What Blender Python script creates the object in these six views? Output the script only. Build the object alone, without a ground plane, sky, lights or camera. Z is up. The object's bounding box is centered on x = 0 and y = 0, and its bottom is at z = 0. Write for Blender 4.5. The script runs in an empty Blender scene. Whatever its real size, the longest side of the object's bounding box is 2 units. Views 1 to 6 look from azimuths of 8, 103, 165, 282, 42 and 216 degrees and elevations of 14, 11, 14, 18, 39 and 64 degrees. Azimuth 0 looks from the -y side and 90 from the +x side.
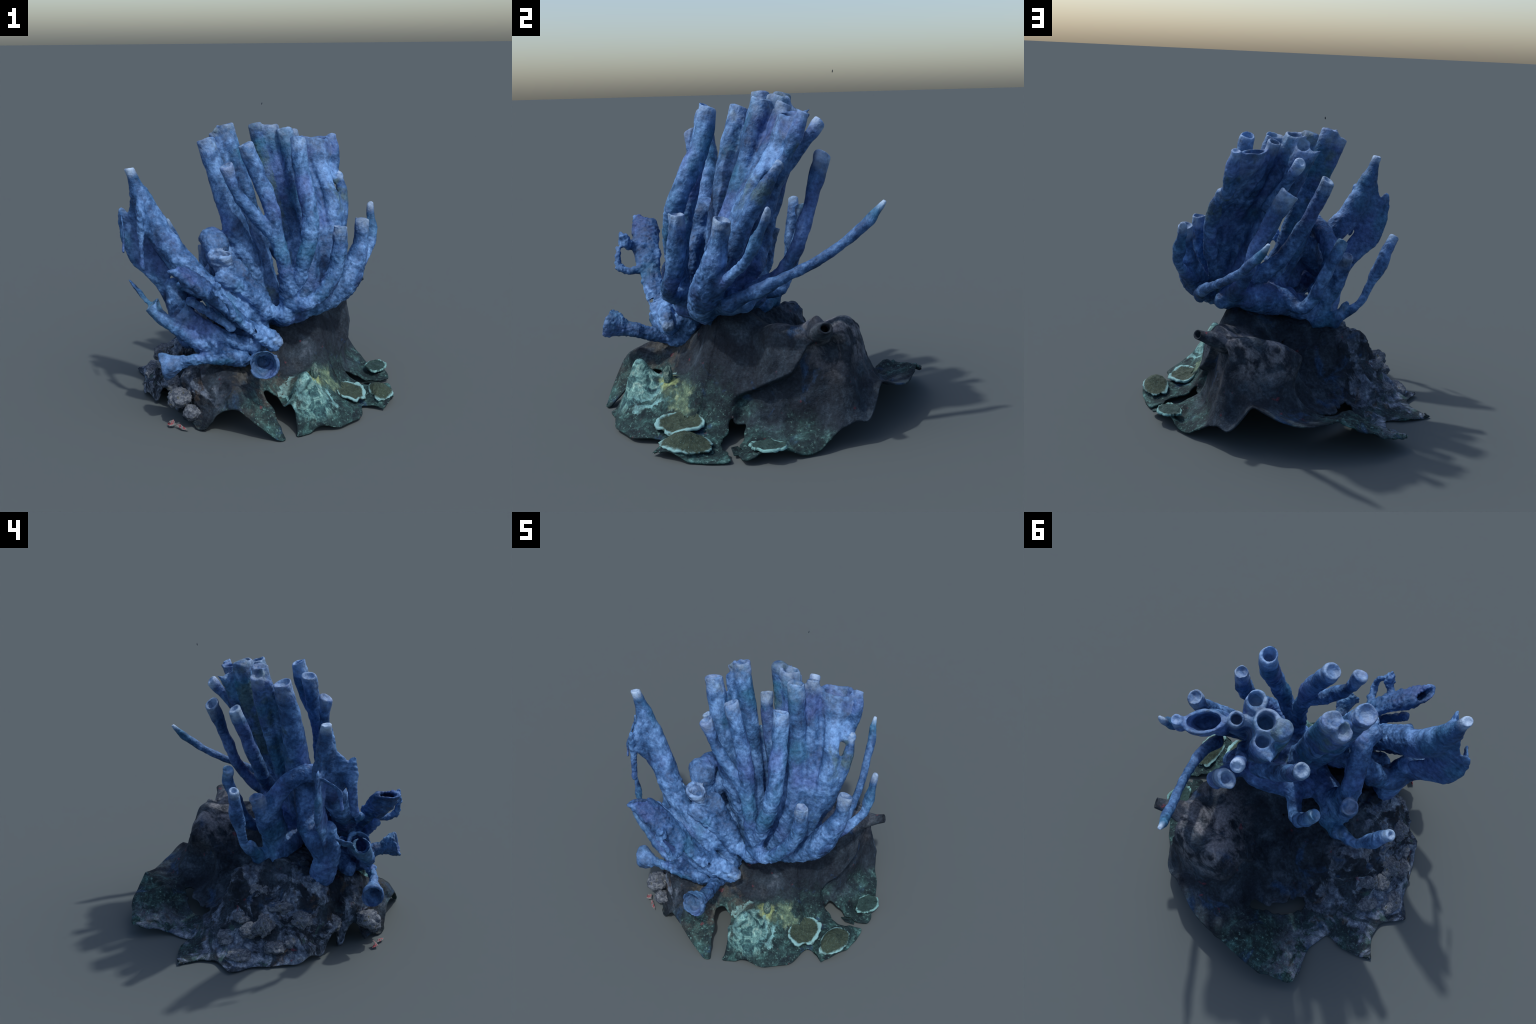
"""Blue tube sponge growing on a hollow crust of reef rock with plate corals."""
import bpy, bmesh, math
import numpy as np
from mathutils import Vector

rng = np.random.default_rng(7)

# ------------------------------------------------------------------ noise
def _hash(ix, iy, iz, seed):
    n = (ix.astype(np.int64) * 374761393 + iy.astype(np.int64) * 668265263
         + iz.astype(np.int64) * 2147483647 + seed * 1274126177) & 0xFFFFFFFF
    n = ((n ^ (n >> 13)) * 1274126177) & 0xFFFFFFFF
    n = n ^ (n >> 16)
    return (n & 0xFFFF) / 32767.5 - 1.0

def vnoise(p, seed=0):
    i = np.floor(p).astype(np.int64); f = p - i
    f = f * f * f * (f * (f * 6 - 15) + 10)
    out = 0
    for dx in (0, 1):
        for dy in (0, 1):
            for dz in (0, 1):
                w = ((f[:, 0] if dx else 1 - f[:, 0]) * (f[:, 1] if dy else 1 - f[:, 1])
                     * (f[:, 2] if dz else 1 - f[:, 2]))
                out = out + w * _hash(i[:, 0] + dx, i[:, 1] + dy, i[:, 2] + dz, seed)
    return out

def fbm(p, scale, octaves=3, seed=0, gain=0.5):
    a, s, tot = 1.0, scale, 0
    for o in range(octaves):
        tot = tot + a * vnoise(p * s + 17.3 * o, seed + o)
        a *= gain; s *= 2.03
    return tot

# ------------------------------------------------------------------ sponge description
# each tube: spine control points from the tip down, radius at each of them,
# cup = depth of the opening at the tip, wall = lip thickness,
# flat = (direction, squash factor), pale = how pale the lip is, blend = fusing radius
TUBES = []
SLIM = .935
def web(pts, rad, blend=.03, flat=None, tint=0.2):
    """thin wall that fuses neighbouring tubes; belongs to the tube listed before it"""
    n = len(TUBES) - 1
    while 'of' in TUBES[n]: n = TUBES[n]['of']
    tube('sponge_web', pts, rad if hasattr(rad, '__len__') else [rad] * len(pts), cup=0, cut=False, blend=blend, flat=flat, pale=0, tint=tint)
    TUBES[-1]['of'] = n

def tube(kind, pts, rad, cup=0.03, wall=0.016, flat=None, pale=0.45, blend=0.022, cut=True, tilt=None, tint=0.0):
    TUBES.append(dict(kind=kind, pts=np.array(pts, float), rad=np.array(rad, float) * SLIM, cup=cup, wall=wall,
                      flat=flat, pale=pale, blend=blend, cut=cut, tilt=tilt, tint=tint))

# tall tubes of the front row
tube("sponge_tube", [(-.334,-.184,1.80), (-.253,-.218,1.572), (-.172,-.237,1.355), (-.104,-.250,1.131), (-.012,-.255,.907), (.090,-.255,.677)],
     [.068,.074,.086,.096,.096,.09], cup=.025, tint=.15)
tube("sponge_tube", [(-.229,-.021,1.885), (-.151,-.058,1.641), (-.065,-.093,1.410), (.003,-.124,1.173), (.077,-.191,.943), (.142,-.278,.717)],
     [.062,.066,.056,.05,.05,.055], cup=.02, tint=.2)
web([(-.275,-.085,1.77), (-.20,-.12,1.6), (-.115,-.15,1.38), (-.045,-.185,1.15), (.04,-.225,.9)], .034)
tube("sponge_tube", [(-.305,-.012,1.835), (-.215,-.03,1.62), (-.125,-.06,1.40), (-.045,-.095,1.17), (.04,-.14,.94), (.10,-.18,.75)],
     [.050,.055,.048,.046,.05,.07], cup=.012, tint=.5, blend=.03)
web([(-.225,-.02,1.875), (-.262,-.02,1.865), (-.292,-.05,1.845)], [.03,.022,.012])
tube("sponge_tube", [(-.046,-.319,1.79), (.040,-.339,1.590), (.125,-.364,1.401), (.175,-.390,1.198), (.225,-.420,1.001), (.252,-.42,.80), (.24,-.40,.65)],
     [.056,.058,.058,.05,.056,.058,.055], cup=.03, tilt=(-.05,-.25,0))
tube("sponge_tube", [(-.150,-.450,1.668), (-.103,-.432,1.519), (-.021,-.422,1.398), (.071,-.404,1.281), (.184,-.405,1.15)],
     [.05,.038,.044,.045,.045], cup=.02, tilt=(-.1,-.3,0))
tube("sponge_tube", [(.285,-.203,1.82), (.316,-.239,1.609), (.371,-.324,1.412), (.391,-.395,1.214), (.348,-.425,1.004), (.276,-.41,.80), (.24,-.38,.65)],
     [.056,.057,.06,.062,.056,.05,.05], cup=.07, tilt=(0,.25,0))
tube("sponge_tube", [(.581,-.313,1.256), (.581,-.318,1.10), (.55,-.345,.95), (.49,-.40,.845), (.38,-.44,.755), (.25,-.42,.73)],
     [.052,.054,.056,.052,.052,.055], cup=.03, pale=.6)
tube("sponge_tube", [(.717,-.016,1.25), (.712,-.045,1.11), (.690,-.085,1.0), (.635,-.14,.86), (.55,-.20,.76), (.42,-.25,.69)],
     [.055,.055,.075,.098,.085,.08], cup=.03, pale=.6)
tube("sponge_tube", [(.769,.233,1.298), (.773,.200,1.21), (.779,.167,1.14), (.785,.121,1.045), (.739,.037,.966), (.66,-.06,.88)],
     [.028,.030,.048,.032,.036,.05], cup=.0, flat=((.2,1,0),1.5), pale=.7, cut=False)
tube("sponge_tube", [(.362,.788,1.304), (.385,.735,1.238), (.421,.675,1.171), (.478,.556,1.071), (.536,.422,.988), (.585,.279,.916), (.621,.129,.848), (.613,-.033,.765)],
     [.012,.030,.034,.033,.034,.034,.036,.045], cup=.02, wall=.006, pale=.9, tilt=(.3,-.3,.3))
# the fused central cluster
tube("sponge_tube", [(.174,.076,1.848), (.229,.035,1.616), (.284,-.028,1.395), (.350,-.098,1.183), (.38,-.2,.93), (.33,-.27,.72)],
     [.062,.066,.064,.06,.06,.07], cup=.06, blend=.03)
tube("sponge_tube", [(.205,.214,1.82), (.266,.153,1.619), (.340,.070,1.426), (.410,-.022,1.232), (.45,-.12,.96), (.40,-.22,.74)],
     [.048,.050,.050,.05,.055,.07], cup=.06, blend=.03)
web([(.17,.16,1.76), (.23,.11,1.6), (.29,.04,1.4), (.365,-.04,1.2), (.40,-.14,.95)], .034)
web([(.27,.265,1.72), (.32,.205,1.58), (.395,.115,1.42), (.455,.02,1.25), (.48,-.08,1.0)], .032)
tube("sponge_tube", [(.055,.155,1.86), (.12,.11,1.62), (.20,.04,1.37), (.29,-.06,1.10), (.33,-.18,.80)],
     [.07,.074,.07,.07,.08], cup=.09, blend=.035, tilt=(.2,.1,0), tint=.2)
tube("sponge_tube", [(.025,.235,1.80), (.095,.19,1.58), (.19,.12,1.35), (.30,.01,1.06), (.34,-.1,.85)],
     [.055,.06,.06,.06,.07], cup=.05, blend=.035, tilt=(0,.5,0))
web([(.005,.25,1.73), (.075,.21,1.55), (.165,.145,1.35), (.26,.06,1.10), (.33,-.04,.9)], .042)
web([(-.065,.305,1.775), (-.02,.25,1.72), (.04,.20,1.6), (.12,.14,1.4), (.2,.06,1.2)], [.006,.035,.05,.05,.05], tint=.6)
tube("sponge_tube", [(-.045,.150,1.872), (.03,.12,1.63), (.13,.06,1.37), (.24,-.04,1.06), (.28,-.15,.8)],
     [.056,.065,.065,.065,.07], cup=0, blend=.035, tint=.9, pale=.2)
tube("sponge_tube", [(.36,.295,1.765), (.385,.25,1.67), (.420,.195,1.56), (.475,.115,1.44), (.525,.03,1.278), (.525,-.06,1.07), (.46,-.16,.82)],
     [.128,.108,.066,.060,.066,.06,.07], cup=.11, blend=.03, flat=((.6,-.8,.1),1.9), tilt=(.3,-.4,0), tint=.25, pale=.15)
tube("sponge_tube", [(.480,.372,1.785), (.500,.333,1.66), (.512,.280,1.55), (.50,.22,1.47)],
     [.034,.045,.034,.028], cup=.03, wall=.012, blend=.03, tint=.4)
web([(.42,.325,1.74), (.45,.28,1.62), (.48,.215,1.49)], .03)
tube("sponge_tube", [(.545,.245,1.505), (.565,.165,1.37), (.575,.085,1.23), (.55,0,1.05)],
     [.028,.050,.050,.045], cup=0, cut=False, blend=.03, flat=((.4,.85,.3),1.3), pale=.8, tint=.4)
# shorter tubes leaning to the back
tube("sponge_tube", [(.080,.398,1.72), (.127,.320,1.607), (.173,.235,1.498), (.225,.159,1.393)],
     [.040,.040,.040,.04], cup=.02, pale=1.0, tilt=(-.1,.3,0))
tube("sponge_tube", [(.145,.413,1.53), (.195,.402,1.45), (.285,.368,1.290), (.331,.335,1.162), (.364,.294,1.025), (.400,.20,.883), (.40,.05,.78)],
     [.068,.062,.050,.050,.050,.055,.07], cup=.02, wall=.02, pale=.6, flat=((.25,1,0),1.25))
tube("sponge_tube", [(-.170,.175,1.575), (-.120,.129,1.415), (-.058,.097,1.272), (.016,.061,1.132), (.108,.042,1.004), (.240,.02,.90)],
     [.048,.050,.052,.054,.052,.07], cup=.015, pale=.9, tilt=(-.1,.3,0))
tube("sponge_tube", [(-.290,.208,1.187), (-.224,.222,1.055), (-.174,.185,.920), (-.126,.144,.78), (-.061,.079,.69), (.021,-.039,.735)],
     [.042,.044,.044,.045,.048,.06], cup=.012, pale=.5)
tube("sponge_tube", [(-.703,.076,1.184), (-.66,.08,1.10), (-.59,.085,.94), (-.545,.072,.83), (-.487,.060,.705), (-.36,.014,.60), (-.22,-.05,.54)],
     [.038,.042,.055,.032,.032,.04,.06], cup=.018, pale=.8, flat=((.6,.0,.75),1.15))
tube("sponge_tube", [(-.395,.0,1.035), (-.385,-.03,.93), (-.337,-.058,.77), (-.25,-.1,.62)],
     [.058,.050,.055,.07], cup=.035)
# arching ridge and lumps at the foot of the left tall tube
tube("sponge_ridge", [(-.21,-.42,1.14), (-.270,-.330,1.17), (-.300,-.232,1.125), (-.325,-.15,1.04), (-.32,-.1,.92), (-.25,-.12,.75)],
     [.07,.068,.065,.068,.07,.08], cup=0, cut=False, blend=.04, pale=.08)
tube("sponge_ridge", [(-.28,-.42,1.17), (-.24,-.43,1.10), (-.18,-.42,.95), (-.08,-.38,.75)],
     [.07,.075,.08,.09], cup=0, cut=False, blend=.03, pale=.08)
tube("sponge_cup", [(-.180,-.545,1.105), (-.165,-.525,1.02), (-.11,-.47,.93), (-.03,-.42,.80)],
     [.092,.078,.070,.075], cup=.014, wall=.020, pale=.35, tilt=(0,-.35,.9), flat=((0,1,.3),1.35))
# big leaning horn: a stout tube and the torn hollow shell beside it
tube("sponge_tube", [(-.770,-.520,1.655), (-.735,-.512,1.55), (-.695,-.512,1.44), (-.625,-.506,1.285), (-.52,-.525,1.13), (-.382,-.565,.995), (-.236,-.575,.865), (-.082,-.535,.73), (.05,-.42,.62)],
     [.036,.046,.072,.092,.094,.088,.080,.075,.08], cup=.012, pale=.9, wall=.01)
tube("sponge_shell", [(-.842,-.478,1.355), (-.825,-.478,1.28), (-.80,-.475,1.17), (-.755,-.47,1.05), (-.68,-.47,.97), (-.58,-.48,.86), (-.52,-.49,.74)],
     [.03,.055,.065,.07,.06,.06,.06], cup=0, cut=False, flat=((.1,1,.1),3.2), pale=0.1, blend=.02)
web([(-.745,-.495,1.42), (-.735,-.485,1.30), (-.71,-.48,1.17), (-.66,-.475,1.05), (-.58,-.48,.95)], [.04,.07,.075,.07,.06], flat=((.1,1,.1),3.0), blend=.02)
tube("sponge_shell", [(-.69,-.545,1.45), (-.672,-.585,1.36), (-.65,-.59,1.27), (-.62,-.575,1.20)],
     [.04,.075,.075,.05], cup=0, cut=False, flat=((.77,.1,.55),2.6), pale=0, blend=.02)
web([(-.665,-.672,1.40), (-.668,-.665,1.30), (-.668,-.67,1.18), (-.662,-.682,1.08), (-.656,-.690,1.035)], [.028,.045,.034,.03,.02], flat=((.8,.3,.4),2.4), blend=.02)
web([(-.84,-.50,1.33), (-.80,-.60,1.24), (-.80,-.62,1.12)], [.014,.02,.014], flat=((.8,.3,.4),1.6), blend=.02)
tube("sponge_shell", [(-.50,-.505,.86), (-.475,-.50,.74), (-.46,-.49,.64), (-.42,-.45,.50)],
     [.06,.085,.088,.09], cup=0, cut=False, pale=0)
tube("sponge_shell", [(-.775,-.587,.915), (-.70,-.64,.855), (-.62,-.71,.80), (-.55,-.73,.74)],
     [.012,.036,.040,.04], cup=0, cut=False, flat=((.65,.2,.7),2.2), pale=0)
# funnels of the low left side
tube("sponge_funnel", [(-.40,-.885,1.085), (-.30,-.84,1.0), (-.192,-.793,.905), (-.053,-.718,.755), (.062,-.640,.606), (.15,-.545,.5)],
     [.075,.10,.095,.07,.058,.07], cup=.24, wall=.015, flat=((.70,0,.70),2.0), pale=0, tilt=(.5,.5,.2))
web([(-.33,-.80,.86), (-.21,-.76,.77), (-.08,-.70,.66)], .032, blend=.02)
web([(-.40,-.70,.93), (-.25,-.66,.84), (-.1,-.62,.74)], .03, blend=.02)
tube("sponge_funnel", [(-.44,-.70,.76), (-.35,-.685,.69), (-.279,-.676,.642), (-.123,-.655,.560), (.041,-.60,.502)],
     [.085,.075,.058,.052,.055], cup=.13, wall=.016, pale=0.1, tilt=(-.2,-.2,.3))
tube("sponge_funnel", [(-.60,-.725,.805), (-.53,-.738,.735), (-.468,-.744,.683), (-.335,-.752,.598), (-.207,-.715,.504), (-.08,-.62,.45)],
     [.066,.062,.052,.05,.05,.06], cup=.12, wall=.015, pale=0.1, tilt=(-.2,0,.4))
web([(-.46,-.72,.715), (-.36,-.72,.645), (-.22,-.70,.55)], .032, blend=.02)
tube("sponge_funnel", [(.158,-.940,.508), (.150,-.885,.493), (.135,-.818,.473), (.105,-.71,.440), (.06,-.6,.41), (.03,-.48,.40)],
     [.097,.074,.049,.040,.05,.07], cup=.12, wall=.013, pale=.1)
tube("sponge_funnel", [(-.525,-.80,.405), (-.46,-.80,.425), (-.395,-.80,.447), (-.275,-.776,.464), (-.149,-.745,.465), (-.03,-.66,.43)],
     [.102,.070,.045,.040,.045,.06], cup=.12, wall=.013, pale=.1, tilt=(0,-.3,.1), flat=((0,1,0),1.25))
tube("sponge_finger", [(.195,-.535,.515), (.123,-.575,.575), (.021,-.597,.632), (-.076,-.590,.69), (-.12,-.58,.76)],
     [.040,.044,.042,.045,.05], cup=0, cut=False)
tube("sponge_finger", [(-.125,-.943,1.015), (-.13,-.925,.97), (-.17,-.88,.93), (-.20,-.83,.90)],
     [.018,.045,.035,.03], cup=0, cut=False, flat=((.8,-.3,.4),2.2), pale=0)
tube("sponge_finger", [(-.095,-.945,.93), (-.055,-.938,.89), (-.035,-.925,.82), (-.05,-.86,.79), (-.09,-.78,.80)],
     [.016,.018,.022,.026,.03], cup=0, cut=False, pale=0)
# the common body they all grow from
tube("sponge_body", [(.22,-.41,.66), (.20,-.30,.64), (.28,-.20,.68), (.38,-.10,.72), (.47,.02,.74)],
     [.075,.10,.10,.085,.06], cup=0, cut=False, blend=.04, pale=0)
tube("sponge_body", [(.0,-.12,.68), (.14,-.05,.72), (.28,.0,.75)], [.11,.12,.10], cup=0, cut=False, blend=.04, pale=0)
tube("sponge_shelf", [(-.20,-.30,1.02), (-.27,-.33,.90), (-.38,-.36,.80), (-.46,-.44,.72)],
     [.085,.085,.075,.08], cup=0, cut=False, blend=.05, pale=0)
tube("sponge_ridge", [(-.16,-.58,.96), (-.06,-.52,.88), (.03,-.49,.79), (.10,-.47,.69)], [.055,.06,.058,.055], cup=0, cut=False, blend=.02, pale=.08)
tube("sponge_ridge", [(-.10,-.43,1.00), (-.02,-.44,.90), (.07,-.44,.79), (.14,-.44,.68)], [.05,.052,.05,.05], cup=0, cut=False, blend=.02, pale=.08)
tube("sponge_body", [(-.26,-.12,.58), (-.08,-.20,.62), (.10,-.26,.64), (.30,-.26,.66)],
     [.10,.10,.11,.10], cup=0, cut=False, blend=.04, pale=0)
tube("sponge_body", [(-.30,-.62,.50), (-.12,-.52,.50), (.05,-.45,.52)],
     [.06,.09,.10], cup=0, cut=False, blend=.04, pale=0)
tube("sponge_finger", [(-.40,.04,.70), (-.37,.02,.63), (-.33,.0,.57)], [.02,.04,.06], cup=0, cut=False, pale=.2)

# ------------------------------------------------------------------ distance field
H = 0.0066
LO = np.array([-.98, -1.06, .28]); HI = np.array([.98, .90, 1.98])
DIM = np.ceil((HI - LO) / H).astype(int) + 1
FIELD = np.full(DIM, .12, np.float32)
LABEL = np.zeros(DIM, np.int16)
BEST = np.full(DIM, .12, np.float32)
AX = [LO[k] + H * np.arange(DIM[k]) for k in range(3)]

def spline(pts, rad, step=.03):
    n = len(pts)
    P = np.vstack([2 * pts[0] - pts[1], pts, 2 * pts[-1] - pts[-2]])
    R = np.r_[rad[0], rad, rad[-1]]
    out, ro = [], []
    for i in range(n - 1):
        m = max(2, int(np.linalg.norm(pts[i + 1] - pts[i]) / step))
        for t in np.arange(m) / m:
            a, b, c, d = P[i:i + 4]
            out.append(.5 * (2 * b + (c - a) * t + (2 * a - 5 * b + 4 * c - d) * t ** 2 + (3 * b - a - 3 * c + d) * t ** 3))
            s = t * t * (3 - 2 * t)
            ro.append(R[i + 1] * (1 - s) + R[i + 2] * s)
    out.append(pts[-1]); ro.append(rad[-1])
    return np.array(out), np.array(ro)

def box(lo, hi):
    a = np.clip(np.floor((lo - LO) / H).astype(int), 0, DIM - 1)
    b = np.clip(np.ceil((hi - LO) / H).astype(int) + 1, 1, DIM)
    return a, b

def chain(S, R, pad, flat=None):
    """distance to a chain of tapered capsules, in the box that holds it"""
    r = R.max() + pad
    a0, b0 = box(S.min(0) - r, S.max(0) + r)
    D = np.full(b0 - a0, 1.0, np.float32)
    if flat:
        n = np.array(flat[0], float); n /= np.linalg.norm(n); k = flat[1] - 1
    for i in range(len(S) - 1):
        p, q = S[i], S[i + 1]
        r = max(R[i], R[i + 1]) + pad
        a, b = box(np.minimum(p, q) - r, np.maximum(p, q) + r)
        X = AX[0][a[0]:b[0]][:, None, None] - p[0]
        Y = AX[1][a[1]:b[1]][None, :, None] - p[1]
        Z = AX[2][a[2]:b[2]][None, None, :] - p[2]
        u = q - p
        t = np.clip((X * u[0] + Y * u[1] + Z * u[2]) / (u @ u), 0, 1)
        X, Y, Z = X - t * u[0], Y - t * u[1], Z - t * u[2]
        if flat:
            s = k * (X * n[0] + Y * n[1] + Z * n[2])
            X, Y, Z = X + s * n[0], Y + s * n[1], Z + s * n[2]
        d = np.sqrt(X * X + Y * Y + Z * Z) - (R[i] + (R[i + 1] - R[i]) * t)
        sub = tuple(slice(a[j] - a0[j], b[j] - a0[j]) for j in range(3))
        np.minimum(D[sub], d, out=D[sub])
    return a0, b0, D

def smin(a, b, k):
    h = np.maximum(k - np.abs(a - b), 0) / k
    return np.minimum(a, b) - h * h * k * .25

CARVE = []
for n, T in enumerate(TUBES):
    S, R = spline(T["pts"], T["rad"])
    axis = S[0] - S[1]; axis /= np.linalg.norm(axis)
    tip = S[0].copy()
    T["tip"], T["axis"] = tip, axis
    if T["cut"]:
        S = np.vstack([tip + axis * R[0] * 1.15, S]); R = np.r_[R[0], R]
    a, b, D = chain(S, R, .07, T["flat"])
    G = np.meshgrid(*[AX[k][a[k]:b[k]] for k in range(3)], indexing="ij", sparse=True)
    if T["cut"]:
        nn = axis + np.array(T["tilt"] or (0, 0, 0)); nn /= np.linalg.norm(nn)
        plane = (G[0] - tip[0]) * nn[0] + (G[1] - tip[1]) * nn[1] + (G[2] - tip[2]) * nn[2]
        # the lip is not quite level
        plane = plane + .006 * np.sin(23 * G[0] + 31 * G[1] + n)
        near = (G[0] - tip[0]) ** 2 + (G[1] - tip[1]) ** 2 + (G[2] - tip[2]) ** 2 < (2.6 * R[0] + .03) ** 2
        D = np.where(near, -smin(-D, -plane, .014), D)
    if 0 < T["cup"] < .045 and not T["flat"]:      # shallow dish: a ball that dips into the tip
        a_ = max(R[0] - T["wall"], .008); d_ = min(T["cup"], a_ * .8)
        rs = (a_ * a_ + d_ * d_) / (2 * d_)
        nn = axis + np.array(T["tilt"] or (0, 0, 0)); nn /= np.linalg.norm(nn)
        c_ = tip + nn * (rs - d_)
        CARVE.append((np.array([c_, c_ + nn * .002]), np.array([rs, rs]), None, n))
    elif T["cup"] > 0:
        s2, r2 = spline(T["pts"], T["rad"], .012)
        L = np.r_[0, np.cumsum(np.linalg.norm(np.diff(s2, axis=0), axis=1))]
        m = max(2, int(np.searchsorted(L, T["cup"])))
        s2, r2 = s2[:m + 1], np.maximum(r2[:m + 1] - T["wall"] * (T["flat"][1] if T["flat"] else 1), .006)
        if T["cup"] < .1:
            r2 = r2 * np.linspace(1, .75, len(r2))
            CARVE.append((np.vstack([s2[0] + axis * .05, s2[:-1]]), np.r_[r2[0], r2[:-1]], T["flat"], n))
        else:
            CARVE.append((np.vstack([s2[0] + axis * .08, s2]), np.r_[r2[0] , r2], T["flat"], n))
    sl = tuple(slice(a[k], b[k]) for k in range(3))
    better = D < BEST[sl]
    LABEL[sl][better] = T.get('of', n)
    np.minimum(BEST[sl], D, out=BEST[sl])
    FIELD[sl] = smin(FIELD[sl], D.astype(np.float32), T["blend"])

for S, R, flat, n in CARVE:
    if len(S) < 2:
        continue
    a, b, D = chain(S, R, .05, flat)
    sl = tuple(slice(a[k], b[k]) for k in range(3))
    FIELD[sl] = -smin(-FIELD[sl], D.astype(np.float32), .008)

# torn openings and see-through gaps: ball-shaped bites out of the shells
BITES = [((-.60,-.64,1.07), .055), ((-.74,-.56,1.06), .05), ((-.56,-.92,1.03), .09), ((-.47,-.82,.90), .07), ((-.27,-.94,.86), .06), ((-.62,-.84,.90), .08), ((-.36,-.93,1.13), .035),
         ((-.50,-.76,.80), .04), ((-.80,-.42,1.19), .03), ((-.36,-.86,.74), .04), ((.04,-.66,.62), .03), ((-.45,-.80,.62), .035)]
for c, r in BITES:
    c = np.array(c); a, b = box(c - r - .05, c + r + .05)
    G = np.meshgrid(*[AX[k][a[k]:b[k]] for k in range(3)], indexing="ij", sparse=True)
    D = (np.sqrt((G[0] - c[0]) ** 2 + (G[1] - c[1]) ** 2 + (G[2] - c[2]) ** 2) - r
         + .018 * np.sin(38 * G[0] + 5 * c[1]) * np.sin(33 * G[1] + 29 * G[2])).astype(np.float32)
    sl = tuple(slice(a[k], b[k]) for k in range(3))
    FIELD[sl] = -smin(-FIELD[sl], D, .006)

# ------------------------------------------------------------------ surface nets
def surface_nets(F):
    inside = F < 0
    c = [inside[:-1, :-1, :-1], inside[1:, :-1, :-1], inside[:-1, 1:, :-1], inside[1:, 1:, :-1],
         inside[:-1, :-1, 1:], inside[1:, :-1, 1:], inside[:-1, 1:, 1:], inside[1:, 1:, 1:]]
    cnt = sum(x.astype(np.int8) for x in c)
    act = (cnt > 0) & (cnt < 8)
    idx = np.argwhere(act)
    ids = np.full(act.shape, -1, np.int32); ids[act] = np.arange(len(idx))
    off = np.array([(i & 1, (i >> 1) & 1, (i >> 2) & 1) for i in range(8)])
    val = np.stack([F[idx[:, 0] + o[0], idx[:, 1] + o[1], idx[:, 2] + o[2]] for o in off], 1)
    acc = np.zeros((len(idx), 3)); w = np.zeros(len(idx))
    for i in range(8):
        for j in range(i + 1, 8):
            if bin(i ^ j).count("1") == 1:
                va, vb = val[:, i], val[:, j]
                m = (va < 0) != (vb < 0)
                t = np.where(m, va / np.where(m, va - vb, 1), 0)
                p = off[i] + t[:, None] * (off[j] - off[i])
                acc[m] += p[m]; w[m] += 1
    V = LO + H * (idx + acc / w[:, None])
    Q = []
    for ax in range(3):
        o1, o2 = [(1, 2), (2, 0), (0, 1)][ax]
        s0 = [slice(None)] * 3; s1 = [slice(None)] * 3
        s0[ax] = slice(None, -1); s1[ax] = slice(1, None)
        A, B = inside[tuple(s0)], inside[tuple(s1)]
        e = np.argwhere(A != B)
        e = e[(e[:, o1] > 0) & (e[:, o2] > 0) & (e[:, o1] < act.shape[o1]) & (e[:, o2] < act.shape[o2])]
        d1 = np.zeros(3, int); d1[o1] = 1
        d2 = np.zeros(3, int); d2[o2] = 1
        q = [ids[tuple((e - s).T)] for s in (0 * d1, d1, d1 + d2, d2)]
        q = np.stack(q, 1)
        flip = ~A[tuple(e.T)]
        q[flip] = q[flip][:, ::-1]
        Q.append(q)
    return V, np.vstack(Q), idx

V, Q, CELL = surface_nets(FIELD)
VL = LABEL[CELL[:, 0], CELL[:, 1], CELL[:, 2]]

def relax(V, Q, passes, w):
    E = np.vstack([Q[:, [0, 1]], Q[:, [1, 2]], Q[:, [2, 3]], Q[:, [3, 0]]])
    deg = np.bincount(E.ravel(), minlength=len(V)).astype(float)
    for k in range(passes):
        acc = np.stack([np.bincount(E[:, 0], V[E[:, 1], j], len(V)) + np.bincount(E[:, 1], V[E[:, 0], j], len(V)) for j in range(3)], 1)
        V = V + w[k % len(w)] * (acc / deg[:, None] - V)
    return V

def vertex_normals(V, Q):
    n = np.cross(V[Q[:, 2]] - V[Q[:, 0]], V[Q[:, 3]] - V[Q[:, 1]])
    out = np.zeros_like(V)
    for k in range(4):
        for j in range(3):
            out[:, j] += np.bincount(Q[:, k], n[:, j], len(V))
    return out / np.maximum(np.linalg.norm(out, axis=1), 1e-9)[:, None]

V = relax(V, Q, 4, [.5, -.45])
N = vertex_normals(V, Q)
# lumps, knobs and fine wrinkles of the living skin
lump = fbm(V, 12, 2, 3) * .0065 - .001
knob = np.maximum(fbm(V, 30, 2, 9) - .1, 0) * .010 - .001
front = np.clip(.55 - V[:, 1] * .9 - np.maximum(V[:, 2] - .9, 0) * 1.1, .12, 1.1) * np.clip((V[:, 0] + .62) * 4, .3, 1)
pit = fbm(V, 70, 2, 21) * .0028
ring = np.sin(V[:, 2] * 190 + fbm(V, 11, 2, 5) * 9) * .0011 * np.clip(fbm(V, 5, 2, 8) + .1, 0, 1)
V = V + N * (lump + (knob + pit) * front + ring)[:, None]
N = vertex_normals(V, Q)

# ------------------------------------------------------------------ materials
def nodes_for(name):
    m = bpy.data.materials.new(name); m.use_nodes = True
    nt = m.node_tree; nt.nodes.clear()
    out = nt.nodes.new("ShaderNodeOutputMaterial")
    b = nt.nodes.new("ShaderNodeBsdfPrincipled")
    nt.links.new(b.outputs[0], out.inputs[0])
    return m, nt, b

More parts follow.
